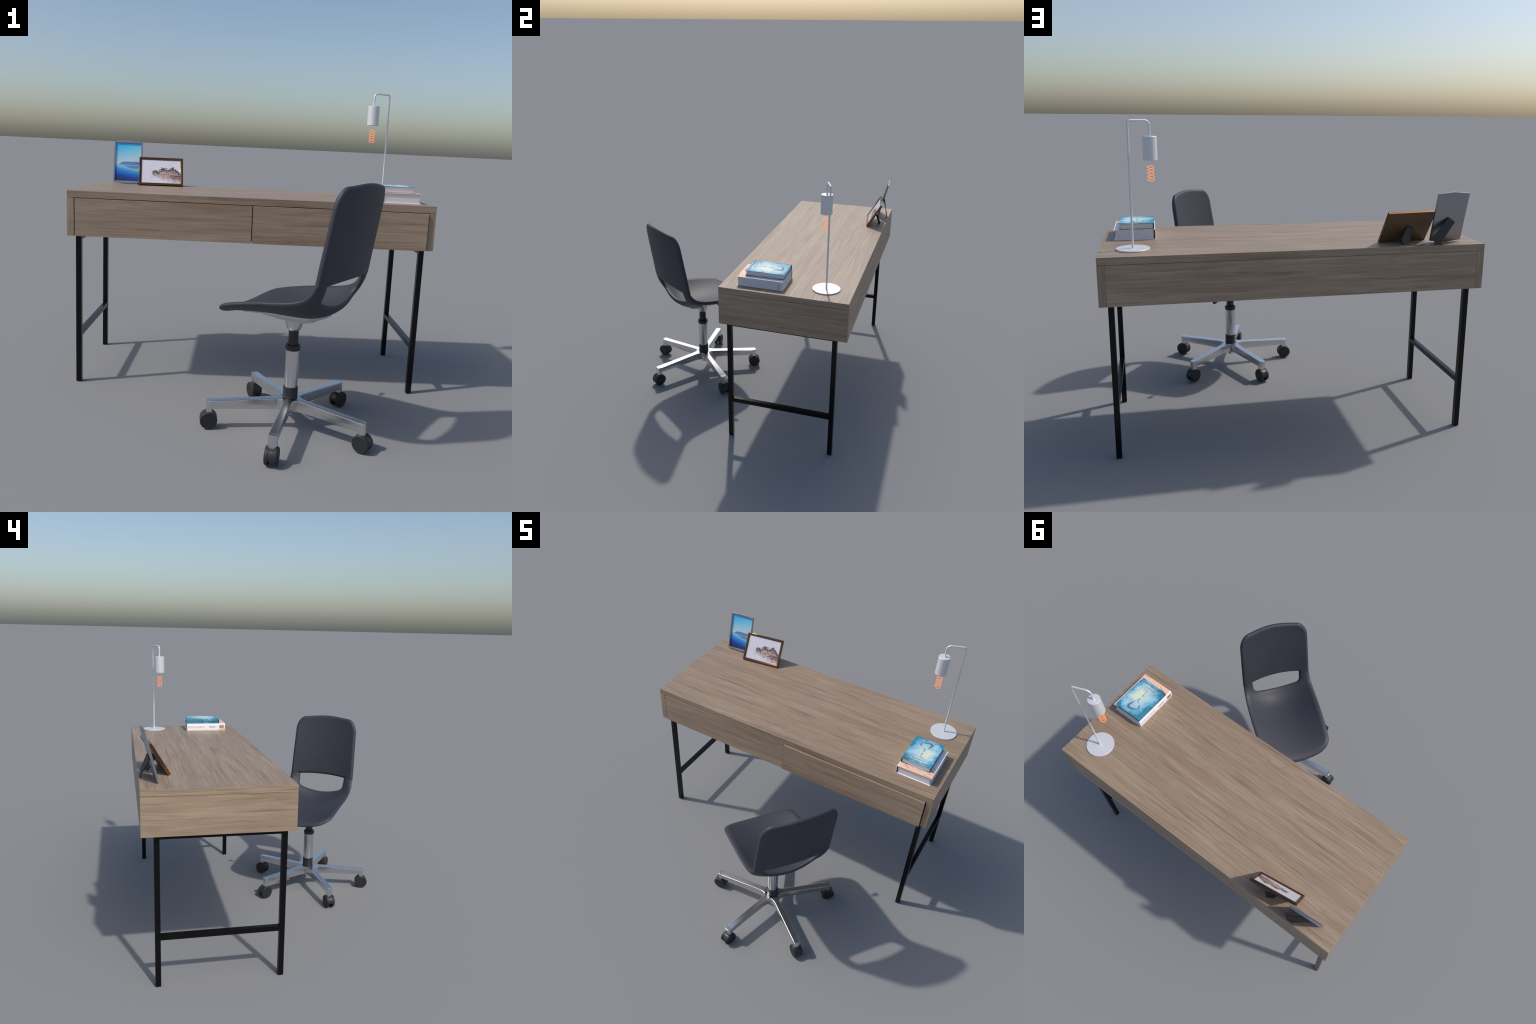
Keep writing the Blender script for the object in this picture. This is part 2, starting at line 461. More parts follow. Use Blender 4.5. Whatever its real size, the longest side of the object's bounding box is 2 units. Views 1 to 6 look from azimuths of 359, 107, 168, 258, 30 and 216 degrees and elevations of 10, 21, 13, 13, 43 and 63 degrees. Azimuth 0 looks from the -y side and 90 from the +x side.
def bm_tube(points, radius, seg=16, caps=True):
    """Round tube through points with parallel-transported frames; radius may be a list."""
    pts = [Vector(p) for p in points]
    rad = radius if isinstance(radius, (list, tuple)) else [radius] * len(pts)
    tang = []
    for i in range(len(pts)):
        a = pts[max(i - 1, 0)]
        b = pts[min(i + 1, len(pts) - 1)]
        tang.append((b - a).normalized())
    ref = Vector((0, 0, 1)) if abs(tang[0].z) < 0.9 else Vector((1, 0, 0))
    u = tang[0].cross(ref).normalized()
    secs = []
    for p, t, r in zip(pts, tang, rad):
        u = (u - t * u.dot(t)).normalized()
        w = t.cross(u)
        secs.append([p + (u * cos(2 * pi * k / seg) + w * sin(2 * pi * k / seg)) * r for k in range(seg)])
    return bm_loft(secs, caps)


def join(*bms):
    out = bmesh.new()
    for b in bms:
        me = bpy.data.meshes.new("tmp")
        b.to_mesh(me)
        b.free()
        out.from_mesh(me)
        bpy.data.meshes.remove(me)
    return out


def hermite(keys, t):
    """Catmull-Rom style interpolation of key tuples (t, v1, v2, ...), non-uniform."""
    n = len(keys)
    t = min(max(t, keys[0][0]), keys[-1][0])
    i = 0
    while i < n - 2 and t > keys[i + 1][0]:
        i += 1
    a, b = keys[i], keys[i + 1]
    h = b[0] - a[0]
    s = (t - a[0]) / h
    out = []
    for k in range(1, len(a)):
        def slope(j):
            if j == 0:
                return (keys[1][k] - keys[0][k]) / (keys[1][0] - keys[0][0])
            if j == n - 1:
                return (keys[-1][k] - keys[-2][k]) / (keys[-1][0] - keys[-2][0])
            return (keys[j + 1][k] - keys[j - 1][k]) / (keys[j + 1][0] - keys[j - 1][0])
        m0, m1 = slope(i) * h, slope(i + 1) * h
        out.append((2 * s**3 - 3 * s**2 + 1) * a[k] + (s**3 - 2 * s**2 + s) * m0 + (-2 * s**3 + 3 * s**2) * b[k] + (s**3 - s**2) * m1)
    return out


def text_mesh(body, size, depth=0.0004, align="LEFT", width=None):
    cu = bpy.data.curves.new("lettering", "FONT")
    cu.body = body
    cu.size = size
    cu.extrude = depth
    cu.align_x = align
    cu.offset = size * 0.016
    cu.resolution_u = 2
    o = bpy.data.objects.new("lettering", cu)
    bpy.context.scene.collection.objects.link(o)
    bpy.context.view_layer.update()
    me = bpy.data.meshes.new_from_object(o.evaluated_get(bpy.context.evaluated_depsgraph_get()))
    bpy.data.objects.remove(o)
    bpy.data.curves.remove(cu)
    me.materials.clear()
    if width:
        xs = [v.co.x for v in me.vertices]
        k = width / (max(xs) - min(xs))
        for v in me.vertices:
            v.co.x = (v.co.x - min(xs)) * k
    return me


# ================================================================== DESK
HX, Y0, Y1 = 0.9985, 0.0460, 0.8435      # half length, front, back
ZT, ZS, ZB = 1.0868, 1.0490, 0.8417      # top, underside of slab, underside of case
PT = 0.0372                              # panel thickness


def board(name, lo, hi, parent, bevel=0.0009, grain=("y", "x", "x"), mats=("wx", "wy", "wz")):
    """Wood board; grain[i] is the fibre direction shown on the faces whose normal is axis i."""
    o = add(name, bm_box(lo, hi, bevel, 2), list(mats), parent, angle=30)
    slot = {"x": 0, "y": 1, "z": 2}
    for p in o.data.polygons:
        k = max(range(3), key=lambda i: abs(p.normal[i]))
        p.material_index = slot[grain[k]]
    return o


def build_desk():
    d = empty("writing_desk", (0, (Y0 + Y1) / 2, 0), "long wooden desk with two drawers and black steel legs", "desk")
    oy = (Y0 + Y1) / 2
    f = lambda x0, y0, z0, x1, y1, z1: ((x0, y0 - oy, z0), (x1, y1 - oy, z1))
    board("tabletop", *f(-HX, Y0, ZS, HX, Y1, ZT), d, 0.0014, ("y", "x", "x"), ("tx", "ty", "wz"))
    for sx in (-1, 1):
        a, b = sorted((sx * HX, sx * (HX - PT)))
        board("side_panel", *f(a, Y0, ZB, b, Y1, ZS - 0.0010), d, 0.0014, ("y", "z", "y"))
    xi = HX - PT
    board("back_panel", *f(-xi + 0.0004, Y1 - 0.02, ZB + 0.0002, xi - 0.0004, Y1 - 0.0003, ZS - 0.0012), d, 0.0016, ("z", "x", "x"))
    board("bottom_panel", *f(-xi + 0.0005, Y0 + 0.026, ZB + 0.004, xi - 0.0005, Y1 - 0.0205, ZB + 0.018), d, 0.0005, ("y", "x", "x"))
    # drawer fronts: the right one stands slightly open
    for x0, x1, proud in ((-xi + 0.0048, -0.0022, 0.0036), (0.0022, xi - 0.0048, 0.0110)):
        dr = board("drawer_front", *f(x0, Y0 - proud, ZB, x1, Y0 - proud + 0.019, ZS - 0.0032), d, 0.0013, ("z", "x", "x"))
        board("drawer_box", *f(x0 + 0.012, Y0 - proud + 0.0195, ZB + 0.022, x1 - 0.012, Y1 - 0.09, ZS - 0.05), d, 0.0005, ("y", "x", "x"))
    # steel leg frames
    lx, lw = 0.9465, 0.0147
    fy, by = 0.0985, 0.7640
    for sx in (-1, 1):
        for y in (fy, by):
            add("leg", bm_box((sx * lx - lw, y - lw - oy, 0.0), (sx * lx + lw, y + lw - oy, ZB - 0.0003), 0.0015), "black_steel", d)
        add("top_rail", bm_box((sx * lx - lw + 0.001, fy + lw - oy, ZB - 0.026), (sx * lx + lw - 0.001, by - lw - oy, ZB - 0.0004), 0.0012), "black_steel", d)
        add("crossbar", bm_box((sx * lx - lw + 0.001, fy + lw - oy, 0.2640), (sx * lx + lw - 0.001, by - lw - oy, 0.2935), 0.0012), "black_steel", d)
    return d


# ================================================================== CHAIR
CHAIR = (0.218, -0.407)
FACING = radians(144.0)
# stations along the shell from seat front to back top:
# (t, centre s, centre z, edge s, edge half width, edge z); s = forward of the column
SHELL = [
    (0.000, 0.338, 0.553, 0.306, 0.236, 0.593),
    (0.060, 0.290, 0.570, 0.272, 0.240, 0.612),
    (0.150, 0.190, 0.584, 0.190, 0.247, 0.637),
    (0.260, 0.070, 0.592, 0.065, 0.250, 0.665),
    (0.350, -0.030, 0.594, -0.030, 0.250, 0.680),
    (0.430, -0.110, 0.599, -0.105, 0.248, 0.694),
    (0.490, -0.165, 0.613, -0.155, 0.246, 0.708),
    (0.530, -0.202, 0.634, -0.186, 0.244, 0.723),
    (0.570, -0.232, 0.664, -0.208, 0.243, 0.741),
    (0.610, -0.252, 0.708, -0.223, 0.242, 0.760),
    (0.650, -0.263, 0.752, -0.234, 0.241, 0.779),
    (0.680, -0.270, 0.791, -0.241, 0.2405, 0.807),
    (0.760, -0.288, 0.892, -0.255, 0.2385, 0.895),
    (0.860, -0.311, 1.025, -0.276, 0.2345, 1.020),
    (0.940, -0.331, 1.142, -0.294, 0.2310, 1.134),
    (1.000, -0.343, 1.220, -0.305, 0.2270, 1.214),
]
T_WIN = 0.572        # lower lip of the opening
T_SEAM = 0.655       # level where the back pad meets the two shell arms


def shell_point(t, v, half=None, curl=2.0):
    cs, cz, es, hw, ez = hermite(SHELL, t)
    h = hw if half is None else half
    k = min(abs(v) * h / hw, 1.0) ** curl
    return Vector((cs + (es - cs) * k, v * h, cz + (ez - cz) * k))


def corner_half(t, r_t, r_w, at_end):
    """Half width factor that rounds the plan corners over a stretch r_t of the parameter."""
    d = (1.0 - t) if at_end else t
    hw = hermite(SHELL, t)[3]
    if d >= r_t:
        return hw
    q = 1.0 - d / r_t
    return hw - r_w + r_w * sqrt(max(0.0, 1.0 - q * q))


def thick_sheet(sheet, thickness, edge, power=2.0):
    """Give a sheet (verts, faces) an upholstered thickness that rolls off to a rounded rim:
    the two skins part by an elliptical profile of the distance to the rim."""
    verts, faces = sheet
    bm = bmesh.new()
    vs = [bm.verts.new(p) for p in verts]
    for f in faces:
        bm.faces.new([vs[i] for i in f])
    bmesh.ops.remove_doubles(bm, verts=bm.verts, dist=1e-5)
    bmesh.ops.recalc_face_normals(bm, faces=bm.faces)
    if sum(f.normal.z * f.calc_area() for f in bm.faces) < 0:
        bmesh.ops.reverse_faces(bm, faces=bm.faces)
    bm.normal_update()
    rim = [e for e in bm.edges if len(e.link_faces) == 1]
    on_rim = {v for e in rim for v in e.verts}
    pts = []
    for e in rim:
        a, b = e.verts[0].co, e.verts[1].co
        n = max(1, int((b - a).length / 0.001))
        pts += [a.lerp(b, k / n) for k in range(n + 1)]
    tree = kdtree.KDTree(len(pts))
    for k, p in enumerate(pts):
        tree.insert(p, k)
    tree.balance()
    h = thickness / 2
    old_faces, old_verts, low = bm.faces[:], bm.verts[:], {}
    nor = {v: v.normal.copy() for v in old_verts}
    for v in old_verts:
        if v in on_rim:
            low[v] = v
            continue
        d = min(tree.find(v.co)[2] / edge, 1.0)
        off = h * (1 - (1 - d) ** power) ** (1 / power)
        low[v] = bm.verts.new(v.co - nor[v] * off)
        v.co = v.co + nor[v] * off
    for f in old_faces:
        try:
            bm.faces.new([low[v] for v in reversed(f.verts)])
        except ValueError:
            pass
    return bm


def ease(n, dense=0.012, power=2.2):
    """n + 1 parameters in 0..1, crowded towards both ends."""
    out = []
    for k in range(n + 1):
        x = k / n
        y = 0.5 * (2 * x) ** power if x < 0.5 else 1 - 0.5 * (2 - 2 * x) ** power
        out.append(y * (1 - dense * n) + dense * n * x if dense * n < 1 else x)
    return out


def seat_sheet():
    """Seat bowl plus the two arms that rise beside the opening."""
    verts, faces = [], []
    vi, r_v = 0.700, 0.11            # inner edge of the arms and corner radius (in v units)
    r_t = 0.028                      # corner radius in t units
    nv_in, nv_c, nv_arm = 18, 9, 18
    cols = [(-1 + 2 * k / nv_in) * (vi - r_v) for k in range(nv_in + 1)]
    right = [vi - r_v + r_v * sin(pi / 2 * k / nv_c) for k in range(1, nv_c + 1)]
    spread = ease(nv_arm, 0.012)
    arm = [vi + (1 - vi) * k for k in spread[1:]]
    vlist = [-v for v in reversed(arm)] + [-v for v in reversed(right)] + cols + right + arm
    rows = ease(84, 0.0035, 2.0)

    def t_end(v):
        a = abs(v)
        if a <= vi - r_v:
            return T_WIN
        q = min((a - (vi - r_v)) / r_v, 1.0)
        return T_WIN + r_t * (1 - sqrt(max(0.0, 1 - q * q)))

    grid = []
    for v in vlist:
        te = t_end(v)
        grid.append([len(verts) + i for i in range(len(rows))])
        verts += [shell_point(te * s, v, corner_half(te * s, 0.095, 0.085, False)) for s in rows]
    for a, b in zip(grid, grid[1:]):
        for i in range(len(rows) - 1):
            faces.append((a[i], a[i + 1], b[i + 1], b[i]))
    na = 18
    for sgn in (-1, 1):
        g2 = []
        for q in spread:
            col = []
            for i in range(na + 1):
                t = (T_WIN + r_t) + (T_SEAM + 0.030 - T_WIN - r_t) * i / na
                vin = vi + 0.022 * (i / na)
                col.append(len(verts))
                verts.append(shell_point(t, sgn * (vin + q * (1 - vin))))
            g2.append(col)
        for a, b in zip(g2, g2[1:]):
            for i in range(na):
                faces.append((a[i], a[i + 1], b[i + 1], b[i]))
    return verts, faces


def back_sheet():
    """Back pad: straight sides, rounded top corners, gently arched lower edge."""
    verts, faces = [], []
    cols = [-1 + 2 * k for k in ease(72, 0.004, 2.0)]
    rows = ease(84, 0.0035, 2.0)
    grid = []
    for v in cols:
        col = []
        t0 = 0.681 - 0.030 * abs(v) ** 2.2
        for s in rows:
            t = t0 + (1.0 - t0) * s
            p = shell_point(t, v, corner_half(t, 0.072, 0.062, True))
            lift = max(0.0, (t - 0.93) / 0.07) ** 2 * 0.009 * (1 - v * v) ** 2
            col.append(len(verts))
            verts.append(p + Vector((-0.2, 0, 1.0)) * lift)
        grid.append(col)
    for a, b in zip(grid, grid[1:]):
        for i in range(len(rows) - 1):
            faces.append((a[i], a[i + 1], b[i + 1], b[i]))
    return verts, faces


def build_caster(base, ang, r):
    """Twin-wheel caster; local x runs outward along the arm."""
    rot = Matrix.Rotation(ang, 3, "Z")
    loc = rot @ Vector((r, 0, 0))
    R, zc = 0.0425, 0.0425
    # hood between the wheels: a thick disc sector open towards the ground
    pts = []
    for k in range(25):
        a = radians(-8 + 196 * k / 24)
        pts.append((0.0412 * cos(a), 0.0412 * sin(a)))
    hood = bm_loft([[(x, -0.0112, z + zc) for x, z in pts], [(x, 0.0112, z + zc) for x, z in pts]])
    neck = bm_lathe([(0, zc + 0.034), (0.0125, zc + 0.034), (0.0125, zc + 0.052), (0, zc + 0.052)], 24)
    c = add("caster", join(hood, neck), "black_plastic", base, loc, rot, recentre=False)
    prof = [(0, 0.0110), (0.0405, 0.0110), (0.0425, 0.0128), (0.0425, 0.0245), (0.0412, 0.0272), (0.0385, 0.0288), (0.0360, 0.0290), (0.0352, 0.0284), (0, 0.0284)]
    for s in (1, -1):
        w = bm_lathe([(a, b * s) for a, b in prof], 48, "y")
        bmesh.ops.translate(w, verts=w.verts, vec=(0, 0, zc))
        add("wheel", w, "matt_black", c)
    return c


def build_arm(base, ang, r_tip):
    """Tapered aluminium spoke ending in a down-turned post."""
    rot = Matrix.Rotation(ang, 3, "Z")
    secs = []
    stations = [(0.020, 0.030), (0.042, 0.0310), (0.050, 0.0265), (0.058, 0.0232), (0.068, 0.0206), (0.080, 0.0192), (0.095, 0.0185), (0.14, 0.0187),
                (0.22, 0.0194), (0.30, 0.0202), (0.360, 0.0208), (0.390, 0.0210)]
    for r, w in stations:
        k = max(0.0, (r - 0.05) / (r_tip - 0.05))
        zt = 0.1560 - 0.0165 * k
        hgt = 0.0570 - 0.0180 * k
        b = 0.0032
        mid = zt - hgt * 0.55
        half = [(w, zt - b), (w - b * 0.3, zt - b * 0.3), (w - b, zt), (w - b * 1.4, zt)]
        sec = [(r, w - 0.0035, zt - hgt), (r, w - 0.0022, mid - 0.002), (r, w, mid), *[(r, a, z) for a, z in half]]
        sec += [(r, -a, z) for a, z in reversed(half)] + [(r, -w, mid), (r, -w + 0.0022, mid - 0.002), (r, -w + 0.0035, zt - hgt)]
        secs.append(sec)
    body = bm_loft(secs)
    # rounded end with the post below it
    out = []
    for k in range(13):
        a = -pi / 2 + pi * k / 12
        e = 0.62
        out.append((0.3890 + 0.0220 * abs(cos(a)) ** e, 0.0210 * abs(sin(a)) ** e * (1 if a > 0 else -1)))
    out.append((0.3840, 0.0210))
    out.insert(0, (0.3840, -0.0210))
    zt = 0.1407
    cap = bm_loft([[(0.3845 + (x - 0.3845) * q, y * q2, z) for x, y in out] for q, q2, z in
                   ((0.98, 0.98, 0.0780), (1, 1, 0.0790), (1, 1, zt - 0.0035), (0.965, 0.965, zt - 0.0010), (0.89, 0.90, zt))])
    return add("arm", join(body, cap), "polished", base, (0, 0, 0), rot, angle=28, recentre=False)


def build_chair():
    ch = empty("office_chair", (CHAIR[0], CHAIR[1], 0), "dark leather swivel chair with aluminium five-star base on casters", "chair", FACING)
    seat = add("seat_shell", thick_sheet(seat_sheet(), 0.031, 0.029, 1.7), "leather", ch, angle=80, weighted=False)
    back = add("backrest", thick_sheet(back_sheet(), 0.031, 0.017), "leather", ch, angle=80, weighted=False)
    # cast plate and mechanism under the seat
    secs = []
    for s in [-0.185 + 0.475 * k / 26 for k in range(27)]:
        t = next(i / 400 for i in range(401) if hermite(SHELL, i / 400)[0] <= s)
        z = hermite(SHELL, t)[1] - 0.0175
        w = 0.088 * min(1.0, sqrt(max(0.02, (s + 0.195) / 0.09))) * min(1.0, sqrt(max(0.02, (0.300 - s) / 0.05)))
        prof = [(-1, 0.020), (-0.8, -0.004), (-0.4, -0.008), (0.4, -0.008), (0.8, -0.004), (1, 0.020)]
        secs.append([(s, w * a, z + dz) for a, dz in prof] + [(s, w * a * 0.98, z + 0.018) for a in (0.9, -0.9)])
    add("seat_plate", bm_loft(secs), "plate_metal", ch)
    box = bm_loft([[(x, y * w, z) for y, z in ((-1, z1), (1, z1), (0.86, z0), (-0.86, z0))] for x, w, z0, z1 in
                   ((0.172, 0.052, 0.566, 0.586), (0.150, 0.058, 0.556, 0.588), (0.03, 0.064, 0.552, 0.588), (-0.06, 0.064, 0.552, 0.588), (-0.125, 0.054, 0.566, 0.588))])
    bmesh.ops.bevel(box, geom=[e for e in box.edges], offset=0.003, segments=2, affect="EDGES")
    add("tilt_mechanism", box, "plate_metal", ch)
    add("cone", bm_lathe([(0, 0.4985), (0.0262, 0.4985), (0.0338, 0.5075), (0.0362, 0.5150), (0.0485, 0.5560), (0.0500, 0.5640), (0, 0.5640)]), "chrome", ch)
    add("piston", bm_lathe([(0, 0.402), (0.0246, 0.402), (0.0246, 0.5000), (0, 0.5000)], 32), "black_plastic", ch)
    add("ring", bm_lathe([(0.0250, 0.4200), (0.0270, 0.4240), (0.0345, 0.4255), (0.0372, 0.4235), (0.0372, 0.4060), (0.0340, 0.3990), (0.0250, 0.3990), (0.0250, 0.4200)]), "black_plastic", ch)
    add("column", bm_lathe([(0, 0.205), (0.0318, 0.205), (0.0328, 0.240), (0.0342, 0.300), (0.0346, 0.398), (0.0335, 0.4025), (0, 0.4025)]), "chrome", ch)
    # height lever with black grip, reaching out to the sitter's right
    lever = bm_loft([[(0.083 + dx, y, 0.567 + dz + zz) for dx, dz in ((-0.010, -0.004), (0.010, -0.004), (0.010, 0.004), (-0.010, 0.004))]
                     for y, zz in ((-0.045, 0.0), (-0.130, 0.0), (-0.180, -0.001))])
    bmesh.ops.bevel(lever, geom=lever.edges[:], offset=0.0015, segments=2, affect="EDGES")
    rod = bm_tube([(0.083, -0.172, 0.566), (0.0835, -0.260, 0.5635), (0.084, -0.336, 0.5605)], 0.0034, 12)
    lever = join(lever, rod)
    add("lever", lever, "plate_metal", ch)
    add("lever_grip", bm_tube([(0.0838, -0.326, 0.5609), (0.084, -0.330, 0.5606), (0.084, -0.348, 0.560), (0.0842, -0.363, 0.559), (0.0842, -0.367, 0.559)], [0.006, 0.0105, 0.0125, 0.0105, 0.004], 20), "black_plastic", ch)
    # five-star base (drawn in world azimuths, so undo the seat's turn)
    hub = bm_lathe([(0, 0.0680), (0.0170, 0.0680), (0.0185, 0.0700), (0.0185, 0.0960), (0.0320, 0.0975), (0.0370, 0.1020), (0.0385, 0.1545), (0.0370, 0.1560), (0, 0.1560)])
    base = add("base", hub, "polished", ch, recentre=False)
    collar = add("collar", bm_lathe([(0, 0.1552), (0.0352, 0.1552), (0.0362, 0.1565), (0.0362, 0.2125), (0.0352, 0.2140), (0, 0.2140)]), "black_plastic", ch)
    for a in (-174.8, -104.6, -35.6, 44.2, 114.8):
        ang = radians(a) - FACING
        build_arm(base, ang, 0.41)
        build_caster(base, ang, 0.398)
    return ch


# ================================================================== LAMP
def build_lamp():
    px, py, z0 = 0.8322, 0.6745, ZT
    lp = empty("table_lamp", (px, py, z0), "slim white metal lamp with cylinder shade and glowing coil", "lamp")
    add("base", bm_lathe([(0, 0.0003), (0.0830, 0.0003), (0.0840, 0.0015), (0.0840, 0.0060), (0.0828, 0.0074), (0, 0.0076)], 72), "lamp_white", lp)
    rt = 0.0054
    dx, dy = 0.7305 - px, 0.6345 - py
    L = sqrt(dx * dx + dy * dy)
    ux, uy = dx / L, dy / L
    top = 1.7178 - z0
    path = [(0, 0.006)]
    r1, r2 = 0.014, 0.024
    path += [(0, (top - r1) * k / 6) for k in range(1, 7)]
    path += [(r1 - r1 * cos(pi / 2 * k / 8), top - r1 + r1 * sin(pi / 2 * k / 8)) for k in range(1, 9)]
    path += [(L - r2 + r2 * sin(pi / 2 * k / 8), top - r2 + r2 * cos(pi / 2 * k / 8)) for k in range(0, 9)]
    path += [(L, 1.6420 - z0)]
    add("stem", bm_tube([(ux * a, uy * a, b) for a, b in path], rt, 16), "lamp_white", lp, angle=50)
    zb, zt = 1.5258 - z0, 1.6426 - z0
    R = 0.0352
    sh = bm_lathe([(0, zb + 0.060), (0.0185, zb + 0.060), (R - 0.0022, zb + 0.050), (R - 0.0022, zb), (R - 0.0006, zb - 0.0004), (R, zb + 0.001),
                   (R, zt - 0.0014), (R - 0.0014, zt), (0, zt)], 56)
    bmesh.ops.translate(sh, verts=sh.verts, vec=(dx, dy, 0))
    add("shade", sh, "lamp_white", lp)
    # double filament coil
    c0, c1 = 1.5000 - z0, 1.4205 - z0
    coil = []
    for ph in (0.0, pi):
        pts = []
        n = 72
        for k in range(n + 1):
            s = k / n
            a = pi / 2 + ph - 2 * pi * 2.5 * s
            rr = 0.0166 * min(1.0, 0.62 + 6.0 * min(s, 1 - s))
            pts.append((dx + rr * cos(a), dy + rr * sin(a), c0 + (c1 - c0) * s))
        coil.append(bm_tube(pts, 0.00175, 8))
    add("filament", join(*coil), "filament", lp)
    return lp


# ================================================================== BOOKS
def flat_stroke(path, widths, z, th=0.0004):
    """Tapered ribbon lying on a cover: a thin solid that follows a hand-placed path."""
    pts = [Vector((x, y, 0)) for x, y in path]
    fine, wid = [], []
    keys = [(i, p.x, p.y, w) for i, (p, w) in enumerate(zip(pts, widths))]
    n = (len(pts) - 1) * 6
    for k in range(n + 1):
        x, y, w = hermite(keys, (len(pts) - 1) * k / n)
        fine.append(Vector((x, y, 0)))
        wid.append(max(w, 0.0003))
    secs = []
    for i, p in enumerate(fine):
        t = (fine[min(i + 1, n)] - fine[max(i - 1, 0)]).normalized()
        s = Vector((-t.y, t.x, 0)) * wid[i] / 2
        secs.append([(*(p + s).xy, z), (*(p - s).xy, z), (*(p - s).xy, z + th), (*(p + s).xy, z + th)])
    return bm_loft(secs)


def book_cover(w, d, h, th, bulge):
    """Case binding seen along y: lower board, rounded spine, upper board (spine at -x)."""
    outer, inner = [], []
    n = 10
    hw, hh = w / 2, h / 2
    xs = -hw + bulge
    outer.append((hw, -hh))
    inner.append((hw, -hh + th))
    for k in range(n + 1):
        a = -pi / 2 - pi * k / n
        e = 0.32
        cx, cz = cos(a), sin(a)
        px = abs(cx) ** e * (-1)
        pz = (1 if cz > 0 else -1) * abs(cz) ** 0.75 if abs(cz) > 1e-9 else 0
        outer.append((xs + px * bulge, pz * hh))
        inner.append((xs + px * (bulge - th * 0.9), pz * (hh - th)))
    outer.append((hw, hh))
    inner.append((hw, hh - th))
    loop = outer + inner[::-1]
    bm = bm_loft([[(x, -d / 2, z) for x, z in loop], [(x, d / 2, z) for x, z in loop]], caps=False)
    m = len(outer)
    bm.verts.ensure_lookup_table()
    tot = len(loop)
    for side in (0, 1):
        o = side * tot
        for i in range(m - 1):
            a, b, c, e = o + i, o + i + 1, o + tot - 2 - i, o + tot - 1 - i
            bm.faces.new([bm.verts[q] for q in (a, b, c, e)])
    return bm


def build_book(kind, x0, x1, y0, y1, z0, z1, cover, pages, label):
    w, d, h = x1 - x0, y1 - y0, z1 - z0
    bk = empty("book", ((x0 + x1) / 2, (y0 + y1) / 2, z0), label, "book")
    th = 0.0026 if kind == "white" else 0.0022
    bulge = 0.0065 if kind == "white" else 0.0040
    add("cover", book_cover(w, d, h, th, bulge), cover, bk, (0, 0, h / 2), angle=40, recentre=False)
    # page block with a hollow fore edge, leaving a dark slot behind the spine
    inset = 0.0055
    xs = -w / 2 + bulge + (0.003 if kind == "white" else 0.0026)
    xe = w / 2 - 0.006
    ph = h / 2 - th - 0.0001
    sec = [(xs, -ph), (xe, -ph)]
    if kind == "white":
        sec += [(xe - 0.004 * (1 - (k / 4 - 1) ** 2), -ph + 2 * ph * k / 8) for k in range(1, 8)]
    sec += [(xe, ph), (xs, ph)]
    blk = bm_loft([[(x, y, z + h / 2) for x, z in sec] for y in (-d / 2 + inset, d / 2 - inset)])
    add("page_block", blk, pages, bk, angle=40)
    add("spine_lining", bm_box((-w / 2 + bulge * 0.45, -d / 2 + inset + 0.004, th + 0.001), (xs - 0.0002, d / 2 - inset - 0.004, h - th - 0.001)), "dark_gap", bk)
    return bk, w, d, h


def letter(bk, name, body, size, mat, x, y, z, width=None, spine=False, wx=0.0, depth=0.0003, stretch=1.0):
    me = text_mesh(body, size, depth, width=width)
    for v in me.vertices:
        v.co.y *= stretch
    if spine:   # reads along -y on the face that looks to -x
        rot = Matrix(((0, 0, -1), (-1, 0, 0), (0, 1, 0)))
        return add_mesh(name, me, mat, bk, (wx, y, z), rot)
    return add_mesh(name, me, mat, bk, (x, y, z))


